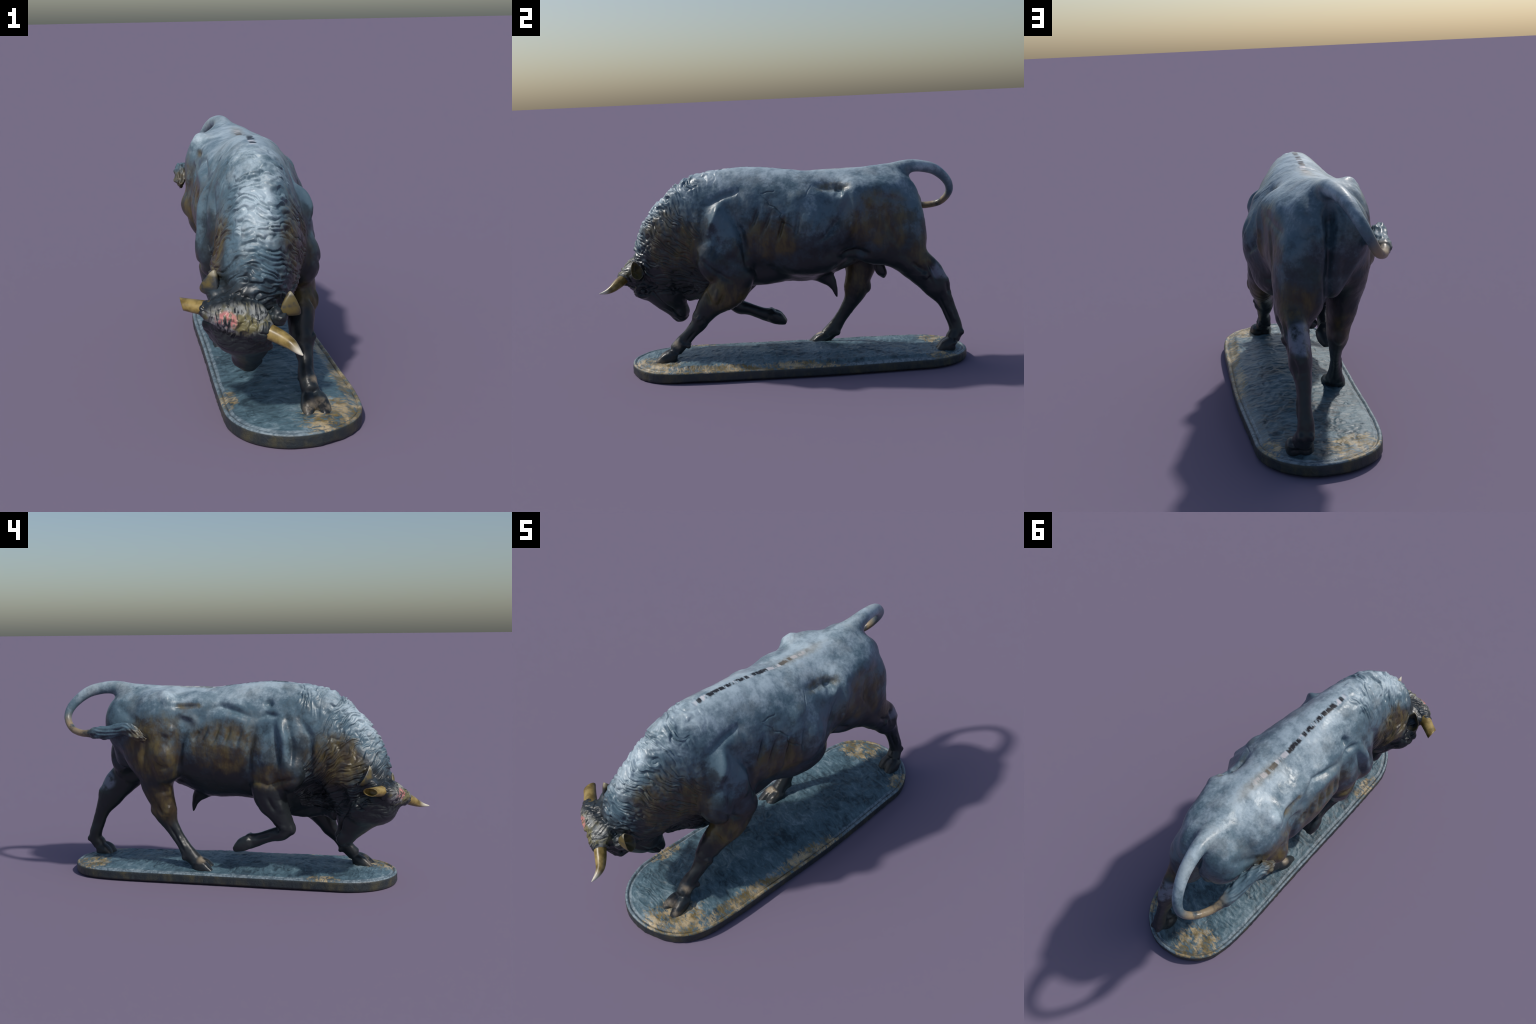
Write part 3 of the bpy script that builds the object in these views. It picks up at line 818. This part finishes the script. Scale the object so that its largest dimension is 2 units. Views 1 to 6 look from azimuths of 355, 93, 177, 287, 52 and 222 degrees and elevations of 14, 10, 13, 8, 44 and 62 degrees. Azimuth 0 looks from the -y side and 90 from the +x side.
PARENT = {"tail_tuft": "tail", "hoof_a": "foreleg_left", "hoof_b": "foreleg_right", "hoof_c": "hindleg_left", "hoof_d": "hindleg_right"}
votes = np.sort(own[Q], 1)
face_own = np.where(votes[:, 0] == votes[:, 1], votes[:, 1], votes[:, 2])
obs = {}
for i, n in enumerate(names):
    f = Q[face_own == i]
    if not len(f):
        continue
    used, inv = np.unique(f, return_inverse=True)
    nm = n.replace("_left", "").replace("_right", "").split("_a")[0]
    nm = "hoof" if n.startswith("hoof") else nm
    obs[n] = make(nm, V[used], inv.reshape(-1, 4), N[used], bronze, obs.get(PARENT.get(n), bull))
head = obs["head"]

def sweep(name, rows, lat, mat, parent, sides=28, per=8, hollow=0.0, cut=(0, 0, 0)):
    """horn: a tapering tube, closed at the tip or broken off and hollow"""
    t = Tube(rows, lat, per)
    a = np.linspace(0, 2 * math.pi, sides, endpoint=False)
    ring = lambda k, f: t.c[k] + f * (np.cos(a)[:, None] * t.U[k] * t.ru[k] + np.sin(a)[:, None] * t.L[k] * t.rs[k])
    rings = [ring(k, 1) for k in range(len(t.c))]
    m = len(rings)
    if hollow:
        for k in range(m):
            rings[k] = rings[k] + np.outer((rings[k] - t.c[k]) @ np.array(cut), t.T[k]) * (k / (m - 1)) ** 2
        rings.append(rings[-1] - t.T[-1] * 0.001 + (t.c[m - 1] - rings[-1]) * 0.05)
        rings += [rings[k] + (t.c[k] - rings[k]) * hollow for k in range(m - 1, m - 9, -1)]
    pts = np.vstack(rings + [np.repeat(rings[-1].mean(0, keepdims=True), sides, 0)])
    f = [(r * sides + k, r * sides + (k + 1) % sides, (r + 1) * sides + (k + 1) % sides, (r + 1) * sides + k) for r in range(len(rings)) for k in range(sides)]
    ob = make(name, pts, np.array(f)[:, ::-1], None, mat, parent)
    bm = bmesh.new()
    bm.from_mesh(ob.data)
    bmesh.ops.remove_doubles(bm, verts=bm.verts, dist=1e-5)
    bmesh.ops.recalc_face_normals(bm, faces=bm.faces)
    for q in bm.faces:
        q.smooth = True
    bm.to_mesh(ob.data)
    bm.free()
    return ob

sweep("horn", [(-0.085, -0.870, 0.500, .030, .030, .030), (-0.040, -0.893, 0.482, .029, .029, .028), (-0.006, -0.913, 0.467, .026, .026, .026), (0.020, -0.932, 0.453, .021, .021, .021),
               (0.036, -0.956, 0.441, .0145, .0145, .0145), (0.046, -0.980, 0.435, .008, .008, .008), (0.053, -0.999, 0.433, .0025, .0025, .0025)], (0.3, 0.3, 0.9), gold, head)
sweep("horn", [(-0.240, -0.815, 0.552, .032, .032, .034), (-0.285, -0.792, 0.557, .026, .026, .032), (-0.315, -0.776, 0.559, .024, .024, .030), (-0.353, -0.756, 0.562, .021, .021, .030)],
      (0.4, 0.9, 0.0), gold, head, hollow=0.14, cut=(0.25, 0.55, 0.35))

def ear(C, O, A, half, wide, depth):
    """a cupped, pointed leaf: O is the way it opens, A points to the tip"""
    C, O, A = np.array(C, float), unit(np.array(O, float)), np.array(A, float)
    A = unit(A - O * (A @ O))
    S = np.cross(O, A)
    th = np.linspace(0, 2 * math.pi, 48, endpoint=False)
    wob = 1 + 0.05 * np.sin(3 * th + 1)[:, None]
    edge = np.cos(th)[:, None] * A * half * (1 + 0.18 * np.maximum(np.cos(th), 0)[:, None] ** 6) + np.sin(th)[:, None] * S * wide * (1 - 0.18 * np.cos(th)[:, None]) * wob
    rings = []
    for t, extra, sc in [(0.12, 0.0, 1), (0.35, 0, 1), (0.6, 0, 1), (0.8, 0, 1), (0.95, 0, 1), (1.0, -0.002, 1), (1.04, -0.001, 1), (1.05, 0.003, 1), (0.98, 0.009, 1), (0.78, 0.013, 1), (0.55, 0.018, 1), (0.30, 0.022, 1), (0.12, 0.026, 1)]:
        d = depth * (1 - min(t, 1) ** 2.2) + extra
        lobe = 0.006 * np.sin(th * 3)[:, None] * O * (t * (1 - min(t, 1))) * 4 if extra <= 0 else 0
        rings.append(C + edge * t - O * d + lobe)
    n = len(th)
    pts = np.vstack([np.repeat(rings[0].mean(0, keepdims=True), n, 0)] + rings + [np.repeat(rings[-1].mean(0, keepdims=True), n, 0)])
    f = [(r * n + k, r * n + (k + 1) % n, (r + 1) * n + (k + 1) % n, (r + 1) * n + k) for r in range(len(rings) + 1) for k in range(n)]
    ob = make("ear", pts, np.array(f), None, ear_mat, head)
    bm = bmesh.new()
    bm.from_mesh(ob.data)
    bmesh.ops.remove_doubles(bm, verts=bm.verts, dist=1e-5)
    bmesh.ops.recalc_face_normals(bm, faces=bm.faces)
    for q in bm.faces:
        q.smooth = True
    bm.to_mesh(ob.data)
    bm.free()

ear((0.052, -0.785, 0.552), (0.80, 0.45, 0.35), (-0.10, -0.2, 0.9), 0.046, 0.032, 0.036)
ear((-0.246, -0.700, 0.622), (-0.35, 0.75, 0.52), (0.25, -0.45, 0.85), 0.052, 0.033, 0.036)

for c in ((-0.040, -0.775, 0.420), (-0.250, -0.700, 0.477)):
    bm = bmesh.new()
    bmesh.ops.create_uvsphere(bm, u_segments=20, v_segments=12, radius=0.017)
    for q in bm.faces:
        q.smooth = True
    me = bpy.data.meshes.new("eye")
    bm.to_mesh(me)
    me.transform(__import__("mathutils").Matrix.Translation(c))
    me.materials.append(bronze)
    ob = bpy.data.objects.new("eye", me)
    bpy.context.collection.objects.link(ob)
    ob.parent = head

# ------------------------------------------------------------------ plinth
OUT = [(.08, -.832), (.20, -.80), (.30, -.72), (.350, -.60), (.354, -.40), (.339, -.15), (.308, .25), (.250, .67), (.225, .82), (.160, .925), (.07, .985),
       (-.02, 1.0), (-.14, .970), (-.230, .895), (-.272, .79), (-.278, .60), (-.248, .17), (-.226, -.2), (-.210, -.5), (-.188, -.64), (-.125, -.75), (-.03, -.815)]
loop = spline(OUT[-1:] + OUT + OUT[:2], 40)[40:-41]
seg = np.linalg.norm(np.diff(np.vstack([loop, loop[:1]]), axis=0), axis=1)
run = np.concatenate([[0], np.cumsum(seg)])
at = np.linspace(0, run[-1], 800, endpoint=False)
closed = np.vstack([loop, loop[:1]])
loop = np.stack([np.interp(at, run, closed[:, k]) for k in (0, 1)], 1)
A, B = np.array([0.075, -0.57]), np.array([-0.02, 0.73])
t = np.clip((loop - A) @ (B - A) / ((B - A) @ (B - A)), 0, 1)
mid = A + t[:, None] * (B - A)
far = np.linalg.norm(mid - loop, axis=1)
inward = (mid - loop) / far[:, None]
loop[:, 0] -= 0.005 * sstep(-0.5, -0.2, loop[:, 1])
n = len(loop)
ragged = 0.006 * np.clip(noise(np.c_[loop * 30, loop[:, :1] * 0], 1, 5) + 0.2, 0, 1) * sstep(-0.2, -0.6, loop[:, 1]) * sstep(0.0, 0.2, loop[:, 0])
prof = [(0.004, 0.0), (0.0005, 0.006), (0.0, 0.016), (0.001, 0.028), (0.0, 0.040), (0.001, 0.048), (0.004, 0.055), (0.009, 0.058), (0.014, 0.058), (0.018, 0.053), (0.021, 0.051), (0.026, 0.055), (0.034, 0.060)]
rings = []
for k, (o, z) in enumerate(prof):
    p = loop + inward * o
    zz = np.full(n, z) + (ragged + 0.006 * sstep(-0.70, -0.45, loop[:, 1]) if k < 2 else 0)
    if 1 <= k <= 4:
        p = p + inward * (0.0015 * noise(np.c_[loop * 60, np.full(n, z * 12)], 1, 8))[:, None]
    if k > 5:
        zz = zz + 0.0012 * noise(np.c_[loop * 25, np.full(n, 1.0)], 1, 9)
    rings.append(np.c_[p, zz])
for f in np.linspace(0.0, 1.0, 64)[1:]:
    o = 0.034 + (far - 0.034) * f
    p = loop + inward * o[:, None]
    P = np.c_[p, np.zeros(n)]
    ground = 0.066 + 0.022 * p[:, 0] + 0.003 * noise(P, 6, 2) + 0.024 * sstep(0, 0.75, np.full(n, f)) * sstep(-0.72, -0.30, p[:, 1]) * sstep(0.75, 0.25, p[:, 1])
    stroke = 0.0024 * (1 - 2 * np.abs(noise(P * np.array([18, 46, 1]) + 1.6 * noise(P, 14, 4)[:, None], 1, 6))) + 0.0022 * fbm(P, 48, 3)
    rings.append(np.c_[p, 0.060 + (ground + stroke - 0.060) * sstep(0, 0.15, np.full(n, f))])
pts = np.vstack([np.c_[mid, np.zeros(n)]] + rings)
f = [(r * n + k, r * n + (k + 1) % n, (r + 1) * n + (k + 1) % n, (r + 1) * n + k) for r in range(len(rings)) for k in range(n)]
ob = make("plinth", pts, np.array(f), None, plinth_mat, bull)
